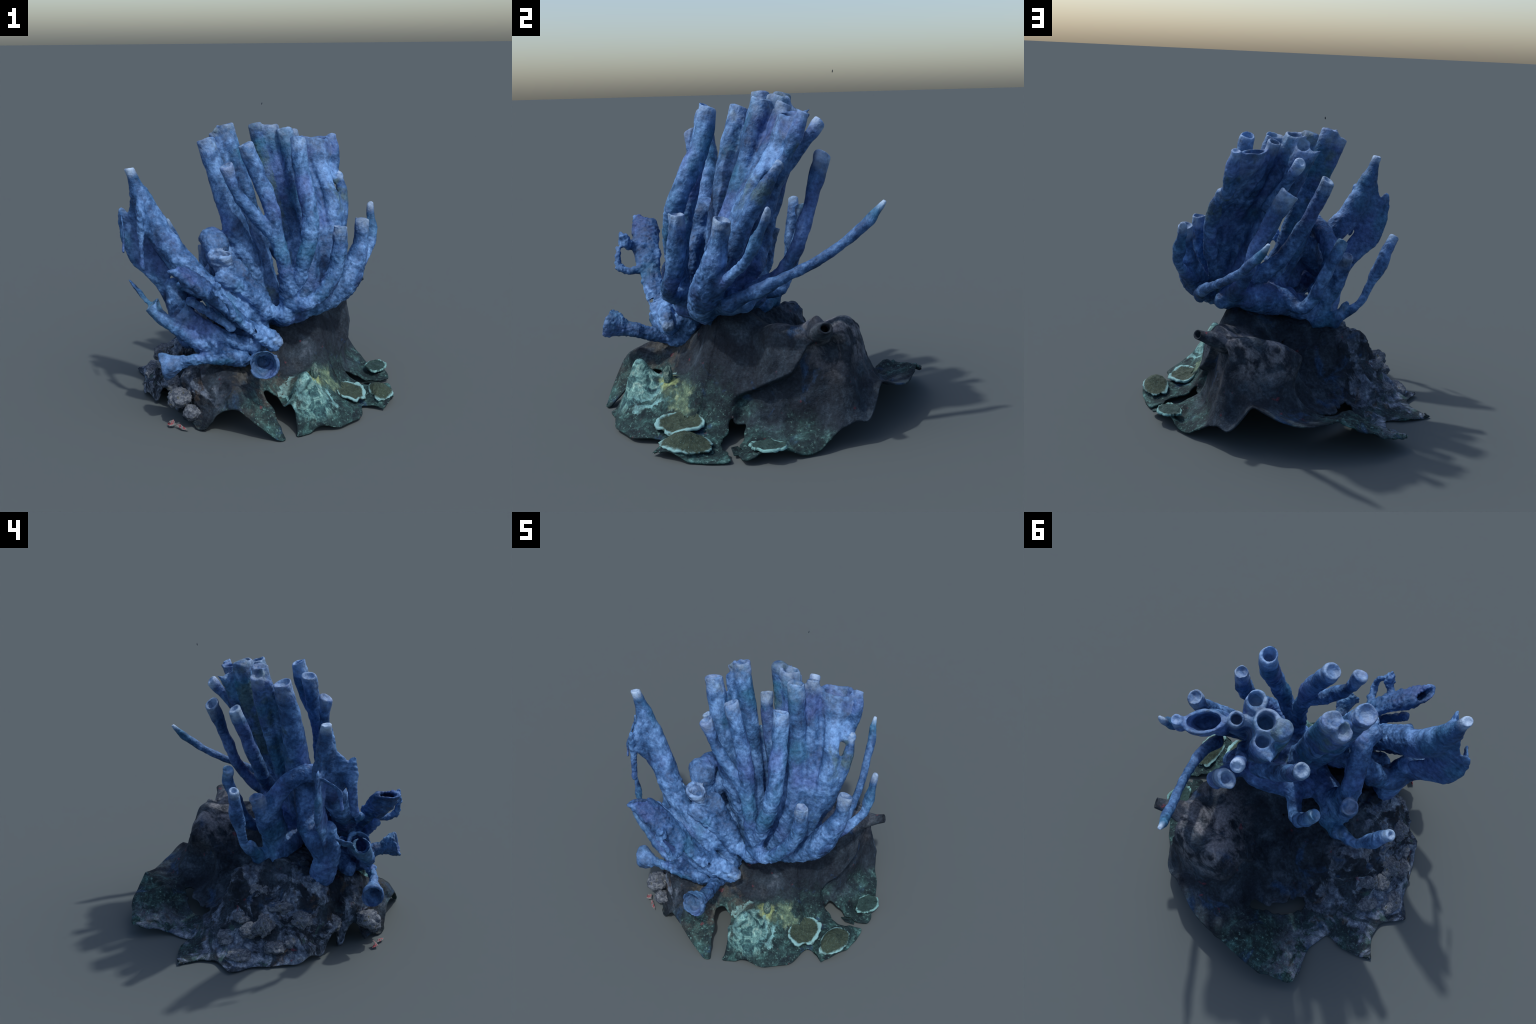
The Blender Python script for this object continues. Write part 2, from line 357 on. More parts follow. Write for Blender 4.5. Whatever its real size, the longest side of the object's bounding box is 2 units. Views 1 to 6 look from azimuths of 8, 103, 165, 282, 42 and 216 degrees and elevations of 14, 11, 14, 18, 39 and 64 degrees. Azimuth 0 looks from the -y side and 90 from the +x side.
class Kit:
    def __init__(s, nt):
        s.nt = nt; s.co = s.add("ShaderNodeTexCoord").outputs["Object"]
    def add(s, t, **kw):
        n = s.nt.nodes.new(t)
        for k, v in kw.items(): setattr(n, k, v)
        return n
    def link(s, a, b): s.nt.links.new(a, b)
    def noise(s, scale, detail=4, rough=.55, distort=0, stretch=None, off=(0, 0, 0)):
        n = s.add("ShaderNodeTexNoise")
        n.inputs["Scale"].default_value = scale; n.inputs["Detail"].default_value = detail
        n.inputs["Roughness"].default_value = rough; n.inputs["Distortion"].default_value = distort
        m = s.add("ShaderNodeMapping"); m.inputs["Location"].default_value = off
        if stretch: m.inputs["Scale"].default_value = stretch
        s.link(s.co, m.inputs[0]); s.link(m.outputs[0], n.inputs["Vector"])
        return n.outputs["Fac"]
    def voronoi(s, scale, feature="F1", rand=1):
        n = s.add("ShaderNodeTexVoronoi", feature=feature)
        n.inputs["Scale"].default_value = scale; n.inputs["Randomness"].default_value = rand
        s.link(s.co, n.inputs["Vector"]); return n.outputs["Distance"]
    def ramp(s, fac, stops):
        n = s.add("ShaderNodeValToRGB"); e = n.color_ramp.elements
        while len(e) < len(stops): e.new(.5)
        for el, (p, c) in zip(e, stops):
            el.position = p; el.color = (*c, 1) if len(c) == 3 else c
        s.link(fac, n.inputs[0]); return n.outputs[0]
    def step(s, fac, lo, hi):
        n = s.add("ShaderNodeMapRange"); n.interpolation_type = "SMOOTHSTEP"
        n.inputs["From Min"].default_value = lo; n.inputs["From Max"].default_value = hi
        s.link(fac, n.inputs["Value"]); return n.outputs["Result"]
    def math(s, op, a, b=None, clamp=False):
        n = s.add("ShaderNodeMath", operation=op); n.use_clamp = clamp
        for i, x in enumerate((a, b)):
            if x is None: continue
            if isinstance(x, (int, float)): n.inputs[i].default_value = x
            else: s.link(x, n.inputs[i])
        return n.outputs[0]
    def mix(s, fac, a, b, mode="MIX"):
        n = s.add("ShaderNodeMix", data_type="RGBA", blend_type=mode)
        for i, x in ((0, fac), (6, a), (7, b)):
            if isinstance(x, (int, float)): n.inputs[i].default_value = x
            elif isinstance(x, tuple): n.inputs[i].default_value = (*x, 1)
            else: s.link(x, n.inputs[i])
        return n.outputs[2]
    def near(s, p, r0, r1):
        d = s.add("ShaderNodeVectorMath", operation="DISTANCE")
        s.link(s.co, d.inputs[0]); d.inputs[1].default_value = p
        return s.step(d.outputs["Value"], r1, r0)
    def axis(s, v):
        d = s.add("ShaderNodeVectorMath", operation="DOT_PRODUCT")
        s.link(s.co, d.inputs[0]); d.inputs[1].default_value = v
        return d.outputs["Value"]
    def bump(s, h, strength, dist, bsdf):
        n = s.add("ShaderNodeBump"); n.inputs["Strength"].default_value = strength
        n.inputs["Distance"].default_value = dist
        s.link(h, n.inputs["Height"]); s.link(n.outputs[0], bsdf.inputs["Normal"])

SPONGE = dict(deep=(.010, .032, .090), mid=(.035, .098, .238), light=(.130, .270, .540), violet=(.062, .105, .300), teal=(.024, .122, .215), algae=(.055, .105, .120), pale=(.40, .54, .72))

def sponge_material(tip, radius, pale, tint):
    m, nt, b = nodes_for("sponge_skin"); k = Kit(nt)
    broad = k.noise(5.5, 6, .68, .4)
    col = k.ramp(broad, [(.33, SPONGE["deep"]), (.49, SPONGE["mid"]), (.66, SPONGE["light"])])
    hue = k.noise(3.1, 3, .5, off=(4, 2, 1))
    col = k.mix(k.math("MULTIPLY", k.step(hue, .50, .68), .6), col, SPONGE["violet"])
    col = k.mix(k.math("MULTIPLY", k.step(k.noise(2.7, 3, .5, off=(9, 1, 3)), .53, .70), .55 + .4 * tint), col, SPONGE["teal"])
    if tint > .1:
        col = k.mix(k.math("MULTIPLY", k.step(k.noise(6, 4, .6, off=(1, 7, 2)), .62 - .25 * tint, .80 - .22 * tint), .8), col, SPONGE["algae"])
    fine = k.noise(38, 3, .55)
    col = k.mix(1.0, col, k.ramp(fine, [(.25, (.50, .53, .58)), (.5, (1, 1, 1)), (.75, (1.55, 1.5, 1.4))]), "MULTIPLY")
    speck = k.noise(95, 2, .5, off=(3, 3, 3))
    col = k.mix(k.math("MULTIPLY", k.step(speck, .62, .74), .18), col, SPONGE["light"])
    if pale > 0:
        rim = k.math("MULTIPLY", k.near(tuple(tip), radius * .7, radius * 2.6), k.step(k.noise(14, 3, .6, off=(5, 5, 0)), .25, .7))
        col = k.mix(k.math("MULTIPLY", rim, pale), col, SPONGE["pale"])
    k.link(col, b.inputs["Base Color"])
    b.inputs["Roughness"].default_value = .62
    b.inputs["Specular IOR Level"].default_value = .25
    h = k.math("ADD", k.math("MULTIPLY", fine, .8), k.math("MULTIPLY", k.noise(24, 3, .5, off=(2, 2, 6)), 1.2))
    k.bump(h, .65, .012, b)
    return m

# ------------------------------------------------------------------ sponge objects
root = bpy.data.objects.new("tube_sponge_reef", None)
bpy.context.scene.collection.objects.link(root)
root["label"] = "blue tube sponge clump on a dark reef rock with plate corals"
root["category"] = "sea sponge"

def add_mesh(name, verts, faces, mat, parent=root, normals=None, smooth=True):
    me = bpy.data.meshes.new(name)
    me.from_pydata([tuple(map(float, v)) for v in verts], [], [tuple(map(int, f)) for f in faces])
    if smooth: me.polygons.foreach_set("use_smooth", [True] * len(me.polygons))
    me.materials.append(mat)
    if normals is not None:
        me.normals_split_custom_set_from_vertices([tuple(map(float, n)) for n in normals])
    me.update()
    o = bpy.data.objects.new(name, me)
    bpy.context.scene.collection.objects.link(o)
    o.parent = parent
    return o

def keep_big(V, Q, least=300):
    """drop crumbs that float free of the sponge"""
    lab = np.arange(len(V))
    E = np.vstack([Q[:, [0, 1]], Q[:, [1, 2]], Q[:, [2, 3]], Q[:, [3, 0]]])
    while True:
        new = lab.copy()
        np.minimum.at(new, E[:, 0], lab[E[:, 1]]); np.minimum.at(new, E[:, 1], lab[E[:, 0]])
        new = new[new]
        if (new == lab).all(): break
        lab = new
    cnt = np.bincount(lab, minlength=len(V))
    return cnt[lab[Q[:, 0]]] > least

Q = Q[keep_big(V, Q)]
FL = np.median(VL[Q], axis=1).astype(int)
ok = (VL[Q] == FL[:, None]).any(1); FL = np.where(ok, FL, VL[Q[:, 0]])
for n, T in enumerate(TUBES):
    f = Q[FL == n]
    if len(f) < 20: continue
    used, inv = np.unique(f, return_inverse=True)
    mat = sponge_material(T["tip"], T["rad"][:3].max() if T["rad"][0] < .02 else T["rad"][0], T["pale"], T["tint"])
    add_mesh(T["kind"], V[used], inv.reshape(-1, 4), mat, normals=N[used])

# ------------------------------------------------------------------ rock crust
CENTRE = np.array([.05, .05])
RIM = np.array([(.26,-.94,.0), (.42,-.80,.02), (.60,-.735,.02), (.76,-.565,.02), (.74,-.40,.03), (.76,-.33,.03), (.90,-.41,.01), (.96,-.18,.02), (.945,.04,.02),
                (.945,.10,.03), (.93,.15,.04), (.83,.34,.06), (.715,.51,.07), (.54,.71,.14), (.42,.775,.31), (.21,.87,.235), (-.06,.93,.25), (-.21,.94,.20), (-.35,.955,.14), (-.56,.88,.075),
                (-.51,.63,.03), (-.57,.45,.02), (-.68,.50,.02), (-.90,.46,.01), (-.82,.32,.02), (-.83,.21,.02), (-.965,.095,.02), (-.86,-.02,.02),
                (-.83,-.19,.01), (-.78,-.35,.01), (-.65,-.49,.01), (-.50,-.57,.02), (-.40,-.74,.02), (-.30,-.82,.03), (-.23,-.86,.04), (-.15,-.88,.15), (.05,-.935,.15)])
HEIGHTS = np.array([
    (.22,-.22,.64), (.38,-.14,.66), (.45,-.20,.48), (.52,.18,.62), (.61,.45,.64), (.50,.50,.64), (.30,.47,.61), (.33,.25,.57), (.40,.12,.60), (.20,.40,.54), (.06,.52,.49), (.57,.32,.61), (.61,.19,.48), (.55,.05,.36), (.45,.30,.61), (.40,.40,.61), (.33,.35,.58), (.62,.30,.50), (.45,.0,.62),
    (.52,.585,.60), (.38,.62,.59), (.22,.62,.55), (.06,.60,.51), (.61,.585,.22), (.50,.665,.24), (.36,.69,.34), (.20,.70,.29), (.05,.70,.22), (.28,.78,.26), (.67,.45,.24), (.68,.32,.14), (.68,.20,.12), (.63,.02,.13), (.56,-.18,.18), (.68,.0,.07),
    (-.03,.50,.26), (-.02,.40,.26), (-.12,.45,.14), (-.20,.52,.09), (-.30,.42,.08), (-.08,.30,.20), (.08,.24,.30), (.12,.08,.44), (.0,.10,.38), (-.15,.20,.30), (-.20,.34,.14), (-.05,.62,.18), (-.10,.85,.24), (-.22,.72,.20), (-.38,.80,.12), (-.30,.60,.06),
    (-.48,.13,.48), (-.30,-.06,.56), (-.38,.06,.50), (-.66,-.066,.26), (-.64,.17,.13), (-.55,.25,.17), (-.40,.25,.22), (-.82,.07,.07), (-.68,-.25,.20), (-.72,-.35,.14), (-.40,-.30,.52), (-.56,-.36,.36), (-.51,-.46,.42), (-.60,-.46,.20), (-.53,-.545,.20),
    (-.45,-.10,.46), (-.36,-.60,.38), (-.42,-.66,.28), (-.30,-.74,.28), (-.14,-.76,.32), (.0,-.78,.29), (.03,-.62,.28), (-.10,-.40,.50), (.10,-.40,.43), (.0,-.88,.25),
    (.30,-.36,.28), (.43,-.45,.25), (.38,-.665,.355), (.33,-.63,.28), (.44,-.62,.28), (.50,-.67,.19), (.58,-.66,.11), (.37,-.74,.20), (.275,-.64,.14), (.22,-.55,.20), (.62,-.28,.10), (.69,-.20,.07), (.68,-.50,.08), (.60,-.50,.10), (.52,-.36,.17), (.48,-.53,.19), (.87,-.25,.12), (.86,.22,.08)])
ctrl = np.vstack([HEIGHTS, RIM])

def kern(a, b):
    d2 = ((a[:, None, :] - b[None, :, :]) ** 2).sum(2)
    return np.sqrt(d2 + .035 ** 2)
KM = kern(ctrl[:, :2], ctrl[:, :2]); PM = np.c_[np.ones(len(ctrl)), ctrl[:, :2]]
SYS = np.block([[KM, PM], [PM.T, np.zeros((3, 3))]])
SOL = np.linalg.solve(SYS, np.r_[ctrl[:, 2], 0, 0, 0])
def rock_height(xy):
    out = np.zeros(len(xy))
    for i in range(0, len(xy), 20000):
        c = xy[i:i + 20000]
        out[i:i + 20000] = kern(c, ctrl[:, :2]) @ SOL[:-3] + SOL[-3] + c @ SOL[-2:]
    return out

NA, NR = 460, 170
d = RIM[:, :2] - CENTRE
ang = np.unwrap(np.arctan2(d[:, 1], d[:, 0])); rr = np.hypot(d[:, 0], d[:, 1])
th = ang[0] + 2 * math.pi * np.arange(NA) / NA
R = np.interp(th, np.r_[ang, ang[0] + 2 * math.pi], np.r_[rr, rr[0]])
R = R + fbm(np.c_[np.cos(th) * 6, np.sin(th) * 6, 0 * th], 1, 3, 40) * .012
ND = 300
sd = np.linspace(0, 1, ND + 1)
dirs = np.stack([np.cos(th), np.sin(th)], 1)
zd = rock_height((CENTRE + (sd[:, None] * R[None, :])[..., None] * dirs[None]).reshape(-1, 2)).reshape(ND + 1, NA)
XY = np.zeros((NR, NA, 2))
for q in range(NA):      # even spacing along the slope, so cliffs keep their detail
    arc = np.r_[0, np.cumsum(np.hypot(np.diff(sd) * R[q], np.diff(zd[:, q]) * .8))]
    sq = np.interp(np.linspace(0, arc[-1], NR + 1)[1:], arc, sd)
    XY[:, q] = CENTRE + (sq * R[q])[:, None] * dirs[q]
XY = np.vstack([CENTRE[None], XY.reshape(-1, 2)])
Z = rock_height(XY)
RV = np.c_[XY, Z]
i, j = np.meshgrid(np.arange(NR - 1), np.arange(NA), indexing="ij")
j2 = (j + 1) % NA
RQ = np.stack([1 + i * NA + j, 1 + (i + 1) * NA + j, 1 + (i + 1) * NA + j2, 1 + i * NA + j2], -1).reshape(-1, 4)
RN = vertex_normals(RV, RQ)
left = np.clip(.4 - RV[:, 0] * 1.1, .12, 1)
amp = (fbm(RV, 7, 3, 50) * .016 * np.clip(left + .3, 0, 1) + np.abs(fbm(RV, 15, 3, 60)) * .026 * left + fbm(RV, 45, 2, 70) * .005 * left)
fade = np.clip((RV[:, 2] - .01) / .08, .1, 1)
RV = RV + RN * (amp * fade)[:, None]
RV[:, 2] = np.maximum(RV[:, 2], .012)
# the hollow under the right shoulder and the one behind the hump: the wall is pushed inward there
def soft(x, a, b):
    t = np.clip((x - a) / (b - a), 0, 1); return t * t * (3 - 2 * t)
brow = np.interp(RV[:, 1], [-.07, .07, .18, .32, .40, .48, .60], [.22, .29, .35, .42, .57, .62, .60])
m = soft(RV[:, 0], .42, .52) * soft(RV[:, 1], -.06, .06) * soft(-RV[:, 1], -.60, -.50) * soft(brow - RV[:, 2], .0, .06) * soft(RV[:, 2], .05, .12)
RV[:, 0] -= .075 * m; RV[:, 1] -= .02 * m
q = np.linalg.norm((RV - (.0, .56, .28)) / (.20, .17, .26), axis=1)
m = soft(-q, -1.1, -.3)
RV[:, 0] += .11 * m; RV[:, 1] -= .07 * m
# gaps in the crust: (end, end, radius) capsules seen from above
HOLES = [((.17,-.66), (.40,-.98), .055), ((.66,.0), (.80,.01), .05), ((.80,.01), (.99,.085), .03), ((-.07,.59), (-.20,.55), .025), ((-.20,.54), (-.31,.42), .04), ]
cen = RV[RQ].mean(1)[:, :2]
gone = np.zeros(len(RQ), bool)
wob = fbm(np.c_[cen, 0 * cen[:, :1]], 22, 2, 33) * .015
for a, b, r in HOLES:
    a, b = np.array(a), np.array(b)
    t = np.clip(((cen - a) @ (b - a)) / ((b - a) @ (b - a)), 0, 1)
    gone |= np.linalg.norm(cen - a - t[:, None] * (b - a), axis=1) + wob < r
RQ = RQ[~gone]

def rock_material():
    m, nt, b = nodes_for("reef_rock"); k = Kit(nt)
    base = k.ramp(k.noise(5, 6, .65, .6), [(.32, (.006, .010, .018)), (.48, (.014, .022, .034)), (.60, (.028, .044, .064)), (.74, (.080, .105, .140))])  # rock albedo lowered: part of the trunk's baked shadow is in this colour
    # green algae turf toward the rim of the right and back
    turf = k.ramp(k.noise(9, 6, .72, .5), [(.36, (.006, .013, .019)), (.50, (.013, .031, .035)), (.60, (.030, .078, .078)), (.72, (.11, .25, .25))])
    where = k.step(k.math("ADD", k.axis((.75, -.55, -1.3)), k.math("MULTIPLY", k.noise(3, 4, .6, off=(2, 5, 1)), .9)), .45, .85)
    back = k.step(k.math("ADD", k.axis((-.25, .9, -1.2)), k.math("MULTIPLY", k.noise(3.5, 4, .6, off=(6, 5, 1)), .7)), .65, .95)
    col = k.mix(k.math("MAXIMUM", where, back), base, turf)
    # the coral mound: sage and pale cyan, dark veins; a mustard patch beside it
    sage = k.ramp(k.noise(17, 5, .62, 1.0), [(.34, (.012, .034, .046)), (.47, (.040, .110, .120)), (.58, (.14, .29, .28)), (.72, (.34, .50, .44))])
    col = k.mix(k.math("MULTIPLY", k.near((.42, -.67, .22), .14, .22), k.step(k.noise(7, 5, .65, .8, off=(1, 1, 4)), .38, .50)), col, sage)
    d = k.add("ShaderNodeVectorMath", operation="DISTANCE"); k.link(k.co, d.inputs[0]); d.inputs[1].default_value = (.42, -.62, .24)
    dist = k.math("ADD", d.outputs["Value"], k.math("MULTIPLY", k.math("SUBTRACT", k.noise(13, 4, .6, off=(5, 2, 4)), .5), .16))
    for r0, w, amt in ((.115, .010, .40), (.190, .014, .70)):      # frilled growth edges round the mound
        band = k.math("MULTIPLY", k.step(dist, r0 - 2 * w, r0), k.math("SUBTRACT", 1.0, k.step(dist, r0 + w, r0 + 1.6 * w)))
        band = k.math("MULTIPLY", band, k.step(k.noise(5, 2, .5, off=(r0 * 50, 2, 4)), .40, .52))
        col = k.mix(k.math("MULTIPLY", band, amt), col, (.24, .50, .52))
    must = k.ramp(k.noise(24, 4, .6), [(.35, (.035, .065, .055)), (.55, (.10, .16, .11)), (.75, (.27, .34, .21))])
    col = k.mix(k.math("MULTIPLY", k.near((.53, -.36, .18), .07, .14), k.step(k.noise(8, 4, .6, off=(4, 1, 4)), .38, .50)), col, must)
    col = k.mix(k.math("MULTIPLY", k.near((.42, -.46, .25), .03, .10), k.step(k.noise(14, 4, .6, off=(4, 3, 4)), .45, .58)), col, (.20, .26, .12))
    # lilac-grey lime crust on the left slope
    crust = k.ramp(k.noise(16, 6, .7), [(.32, (.035, .050, .080)), (.50, (.11, .145, .205)), (.68, (.30, .35, .42))])
    cm = k.math("MULTIPLY", k.step(k.axis((-1, -.15, -.2)), .10, .50), k.step(k.noise(5.5, 5, .65, .8, off=(8, 0, 3)), .47, .58))
    col = k.mix(cm, col, crust)
    hump = k.math("MULTIPLY", k.near((.33, .47, .62), .10, .42), k.step(k.noise(8, 5, .65, .5, off=(2, 9, 3)), .42, .62))
    col = k.mix(k.math("MULTIPLY", hump, .8), col, (.20, .21, .24))
    rust = k.math("MULTIPLY", k.step(k.axis((-1, -.3, -.6)), -.05, .35), k.step(k.noise(8, 5, .65, .6, off=(2, 2, 9)), .57, .68))
    col = k.mix(k.math("MULTIPLY", rust, .7), col, (.065, .050, .040))
    moss = k.math("MULTIPLY", k.step(k.axis((-1, 0, -1.2)), .0, .5), k.step(k.noise(7, 5, .65, .6, off=(5, 2, 2)), .58, .66))
    col = k.mix(k.math("MULTIPLY", moss, .7), col, (.040, .085, .080))
    blue = k.step(k.noise(4.2, 4, .6, 1.0, off=(3, 1, 8)), .58, .70)
    col = k.mix(k.math("MULTIPLY", blue, .7), col, (.020, .055, .125))
    red = k.step(k.noise(15, 3, .5, off=(7, 7, 7)), .69, .75)
    col = k.mix(k.math("MULTIPLY", red, .55), col, (.16, .030, .045))
    brown = k.math("MULTIPLY", k.near((.05, -.62, .25), .15, .45), k.step(k.noise(7, 4, .6, off=(0, 3, 5)), .45, .62))
    col = k.mix(k.math("MULTIPLY", brown, .6), col, (.075, .072, .062))
    fleck = k.math("MULTIPLY", k.math("MAXIMUM", where, back), k.step(k.noise(48, 4, .7, off=(1, 4, 4)), .56, .68))
    col = k.mix(k.math("MULTIPLY", fleck, .75), col, (.11, .22, .21))
    grain = k.noise(60, 5, .7)
    col = k.mix(1.0, col, k.ramp(grain, [(.28, (.50, .52, .56)), (.5, (1, 1, 1)), (.72, (1.7, 1.7, 1.65))]), "MULTIPLY")
    k.link(col, b.inputs["Base Color"])
    b.inputs["Roughness"].default_value = .8; b.inputs["Specular IOR Level"].default_value = .2
    k.bump(k.math("ADD", grain, k.noise(22, 5, .6)), .55, .014, b)
    return m
ROCK = rock_material()
# smooth the torn edges so they do not follow the mesh rows
E4 = np.sort(np.vstack([RQ[:, [0, 1]], RQ[:, [1, 2]], RQ[:, [2, 3]], RQ[:, [3, 0]]]), axis=1)
E4, cnt = np.unique(E4, axis=0, return_counts=True)
BE = E4[cnt == 1]
for _ in range(7):
    deg = np.maximum(np.bincount(BE.ravel(), minlength=len(RV)), 1)
    acc = np.stack([np.bincount(BE[:, 0], RV[BE[:, 1], j], len(RV)) + np.bincount(BE[:, 1], RV[BE[:, 0], j], len(RV)) for j in range(3)], 1)
    on = np.bincount(BE.ravel(), minlength=len(RV)) > 0
    RV[on] = .45 * RV[on] + .55 * (acc / deg[:, None])[on]
used, inv = np.unique(RQ, return_inverse=True)
rock = add_mesh("rock_crust", RV[used], inv.reshape(-1, 4), ROCK)
sol = rock.modifiers.new("thickness", "SOLIDIFY"); sol.thickness = .010; sol.offset = -1

# ------------------------------------------------------------------ corals on the rock
def coral_plate_material(body, body2, rim, edge=.80):
    m, nt, b = nodes_for("plate_coral_skin"); k = Kit(nt)
    sep = k.add("ShaderNodeSeparateXYZ"); k.link(k.co, sep.inputs[0])
    r2 = k.math("ADD", k.math("POWER", sep.outputs[0], 2.0), k.math("POWER", sep.outputs[1], 2.0))
    r = k.math("ADD", k.math("SQRT", r2), k.math("MULTIPLY", k.math("SUBTRACT", k.noise(6, 4, .6), .5), .22))
    col = k.ramp(k.noise(5, 5, .65), [(.3, body), (.7, body2)])
    col = k.mix(k.math("MULTIPLY", k.step(r, edge, edge + .14), k.step(k.noise(2.2, 3, .6, off=(3, 3, 3)), .30, .45)), col, rim)
    col = k.mix(k.math("MULTIPLY", k.step(k.noise(30, 2, .5), .62, .72), .5), col, rim)
    k.link(col, b.inputs["Base Color"]); b.inputs["Roughness"].default_value = .65
    b.inputs["Specular IOR Level"].default_value = .25
    k.bump(k.math("ADD", k.noise(14, 5, .6), k.noise(40, 3, .6)), .5, .05, b)
    return m

OLIVE = coral_plate_material((.018, .034, .026), (.060, .088, .060), (.26, .50, .52), .86)
TEAL_PLATE = coral_plate_material((.012, .034, .036), (.036, .080, .075), (.22, .46, .46), .88)

def coral_plate(name, at, size, mat, turn=0, lift=.016, kidney=0., seed=0, thick=.016, droop=.0):
    """disc with a wavy rim, draped over the rock; built on the unit circle and scaled by the object"""
    na, nr = 96, 26
    th = 2 * math.pi * np.arange(na) / na
    out = 1 + .16 * vnoise(np.c_[np.cos(th) * 2, np.sin(th) * 2, 0 * th + seed], seed) + .05 * vnoise(np.c_[np.cos(th) * 8, np.sin(th) * 8, 0 * th], seed + 3)
    out = out - kidney * np.exp(-((np.angle(np.exp(1j * (th - math.pi)))) / .5) ** 2)
    s = np.linspace(0, 1, nr + 1)[1:]
    x = np.r_[0, (s[:, None] * out * np.cos(th)).ravel()]; y = np.r_[0, (s[:, None] * out * np.sin(th)).ravel()]
    rad = np.r_[0, np.repeat(s, na)]
    c, sn = math.cos(math.radians(turn)), math.sin(math.radians(turn))
    wx = at[0] + (x * c - y * sn) * size[0]; wy = at[1] + (x * sn + y * c) * size[1]
    px = (x * c - y * sn); py = (x * sn + y * c)
    z = rock_height(np.c_[wx, wy])
    z = .5 * z + .5 * z[0] + lift + .010 * fbm(np.c_[wx, wy, z], 18, 3, seed + 9) + .008 * rad ** 4 - droop * rad ** 3
    F = [(0, 1 + i, 1 + (i + 1) % na) for i in range(na)]
    for r in range(nr - 1):
        for i in range(na):
            F.append((1 + r * na + i, 1 + (r + 1) * na + i, 1 + (r + 1) * na + (i + 1) % na, 1 + r * na + (i + 1) % na))
    k = max(size)
    o = add_mesh(name, np.c_[px, py, (z - z[0]) / k], F, mat)
    o.location = (at[0], at[1], z[0]); o.scale = (size[0], size[1], k)
    md = o.modifiers.new("thickness", "SOLIDIFY"); md.thickness = thick / k; md.offset = -1
    return o

coral_plate("plate_coral", (.665,-.315), (.095,.13), OLIVE, turn=-10, kidney=.35, seed=3, lift=.03)
coral_plate("plate_coral", (.875,-.215), (.085,.15), OLIVE, turn=-14, seed=8, thick=.010, droop=.03)
coral_plate("plate_coral", (.835,.225), (.075,.10), TEAL_PLATE, turn=20, seed=12)

def coral_lump(name, at, size, mat, seed=0, rough=.16, freq=2.2, detail=5):
    bm = bmesh.new(); bmesh.ops.create_icosphere(bm, subdivisions=detail, radius=1)
    P = np.array([v.co[:] for v in bm.verts])
    d = 1 + rough * fbm(P, freq, 3, seed) + rough * .7 * np.abs(fbm(P, freq * 2.6, 2, seed + 4))
    for v, k in zip(bm.verts, d): v.co *= k
    me = bpy.data.meshes.new(name); bm.to_mesh(me); bm.free()
    me.polygons.foreach_set("use_smooth", [True] * len(me.polygons)); me.materials.append(mat)
    o = bpy.data.objects.new(name, me); bpy.context.scene.collection.objects.link(o); o.parent = root
    o.location = at; o.scale = size
    return o

def lump_material(name, stops, rimcol=None, scale=3.5):
    m, nt, b = nodes_for(name); k = Kit(nt)
    col = k.ramp(k.noise(scale, 6, .68, .8), stops)
    grain = k.noise(scale * 6, 4, .65)
    col = k.mix(1.0, col, k.ramp(grain, [(.28, (.55, .57, .6)), (.5, (1, 1, 1)), (.72, (1.5, 1.5, 1.45))]), "MULTIPLY")
    if rimcol: col = k.mix(k.step(k.noise(scale * 1.3, 3, .5, off=(3, 8, 1)), .62, .68), col, rimcol)
    k.link(col, b.inputs["Base Color"]); b.inputs["Roughness"].default_value = .75
    b.inputs["Specular IOR Level"].default_value = .2
    k.bump(k.math("ADD", grain, k.noise(scale * 2.5, 5, .6)), .6, .10, b)
    return m
MOUND = lump_material("mound_coral_skin", [(.30, (.025, .055, .060)), (.48, (.10, .19, .18)), (.62, (.26, .38, .33)), (.80, (.42, .50, .40))], (.12, .15, .17), 1.8)
LIME = lump_material("lime_crust_skin", [(.30, (.040, .052, .080)), (.46, (.10, .125, .17)), (.60, (.22, .255, .30)), (.76, (.38, .41, .42))], (.10, .11, .09), 2.2)
coral_lump("coral_knob", (.430,-.462,.285), (.026,.026,.055), MOUND, 11, .12)
LUMPS = [(-.685,-.095,.245,.085,.06,.075), (-.69,.0,.205,.06,.07,.05), (-.66,.15,.12,.075,.085,.055), (-.675,-.285,.14,.075,.08,.06), (-.60,-.33,.26,.08,.075,.06),
         (-.58,-.18,.33,.06,.09,.05), (-.62,.06,.26,.06,.06,.05), (-.75,-.17,.12,.06,.07,.05), (-.52,-.02,.42,.06,.07,.05), (-.42,-.76,.20,.07,.08,.07), (-.34,-.80,.12,.05,.05,.06), (-.50,-.52,.20,.07,.07,.06),
         (-.80,.06,.075,.07,.08,.045)]
for q, (x, y, z, a, b_, c) in enumerate(LUMPS):
    coral_lump("crust_coral", (x, y, z - .015), (a, b_, c * .85), LIME, 30 + 3 * q, .22, 1.9, 4)

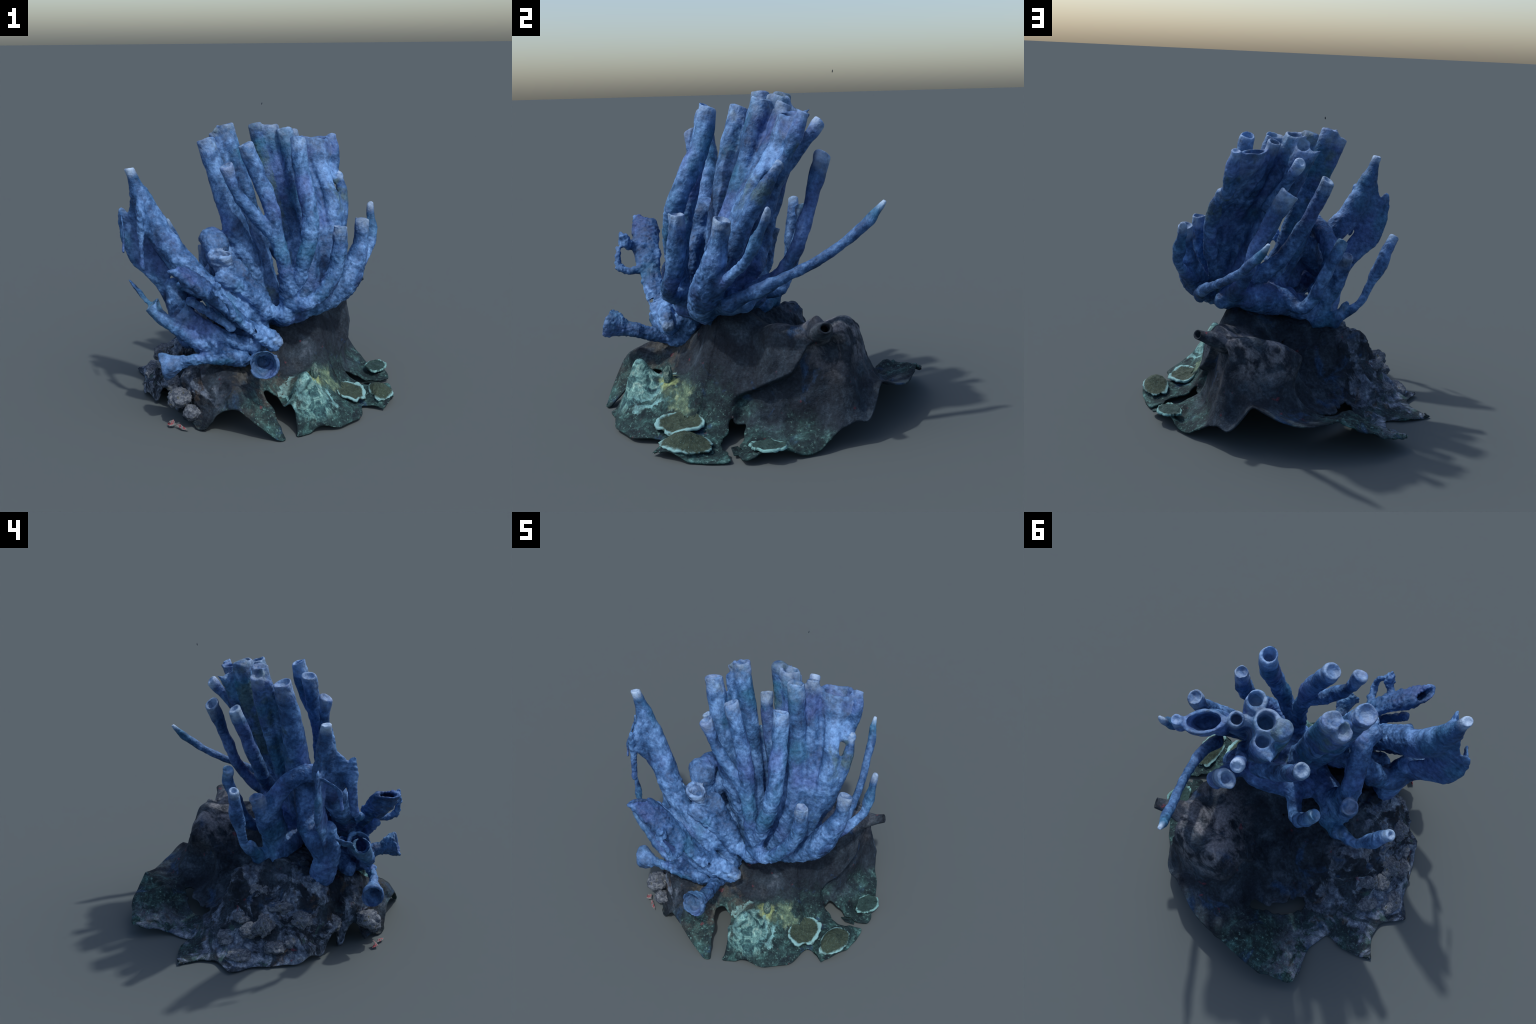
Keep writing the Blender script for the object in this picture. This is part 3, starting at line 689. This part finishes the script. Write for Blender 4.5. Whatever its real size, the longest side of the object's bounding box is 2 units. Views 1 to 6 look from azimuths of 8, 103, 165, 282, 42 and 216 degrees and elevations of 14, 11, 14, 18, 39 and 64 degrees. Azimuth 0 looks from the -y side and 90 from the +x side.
# little spout standing off the shoulder of the rock: lofted rings, the last two turn inward
def loft(name, stations, mat, na=32):
    P = [np.array(c, float) for c, r in stations]; verts, faces = [], []
    for q, (c, r) in enumerate(stations):
        d = P[min(q + 1, 3)] - P[max(min(q, 3) - 1, 0)]; d /= np.linalg.norm(d)
        u = np.cross(d, (0, 0, 1)); u /= np.linalg.norm(u); w = np.cross(u, d)
        for t in 2 * math.pi * np.arange(na) / na:
            verts.append(P[q] + r * (math.cos(t) * u + .8 * math.sin(t) * w))
    for q in range(len(stations) - 1):
        for i in range(na):
            faces.append((q * na + i, q * na + (i + 1) % na, (q + 1) * na + (i + 1) % na, (q + 1) * na + i))
    return add_mesh(name, verts, faces, mat)
loft("rock_spout", [((.53,.44,.60), .085), ((.60,.465,.635), .065), ((.665,.49,.66), .042), ((.712,.512,.685), .036), ((.708,.51,.683), .026), ((.66,.488,.66), .024)], ROCK)

# ------------------------------------------------------------------ tiny loose shards
def shard(name, pts, mat, thick=.005):
    pts = np.array(pts, float)
    c = pts.mean(0)
    V = np.vstack([pts, [c]]); n = len(pts)
    o = add_mesh(name, V, [(i, (i + 1) % n, n) for i in range(n)], mat, smooth=False)
    md = o.modifiers.new("thickness", "SOLIDIFY"); md.thickness = thick
    return o
shard("loose_shard", [(.745,.03,.02), (.80,.01,.035), (.86,.04,.02), (.84,.08,.012), (.79,.075,.012)], ROCK)
shard("floating_speck", [(-.040,.446,1.982), (-.034,.446,1.990), (-.036,.449,2.0), (-.041,.450,1.992)], ROCK, .002)
RED = lump_material("red_crust_skin", [(.35, (.05, .06, .07)), (.5, (.25, .27, .27)), (.62, (.32, .05, .07))], None, 30)
shard("loose_flake", [(-.50,-.80,.01), (-.485,-.815,.04), (-.46,-.80,.045), (-.44,-.82,.02), (-.455,-.835,.012), (-.48,-.84,.015)], RED)
shard("loose_flake", [(-.44,-.825,.02), (-.41,-.835,.035), (-.36,-.86,.008), (-.345,-.872,.006), (-.39,-.865,.008)], RED)
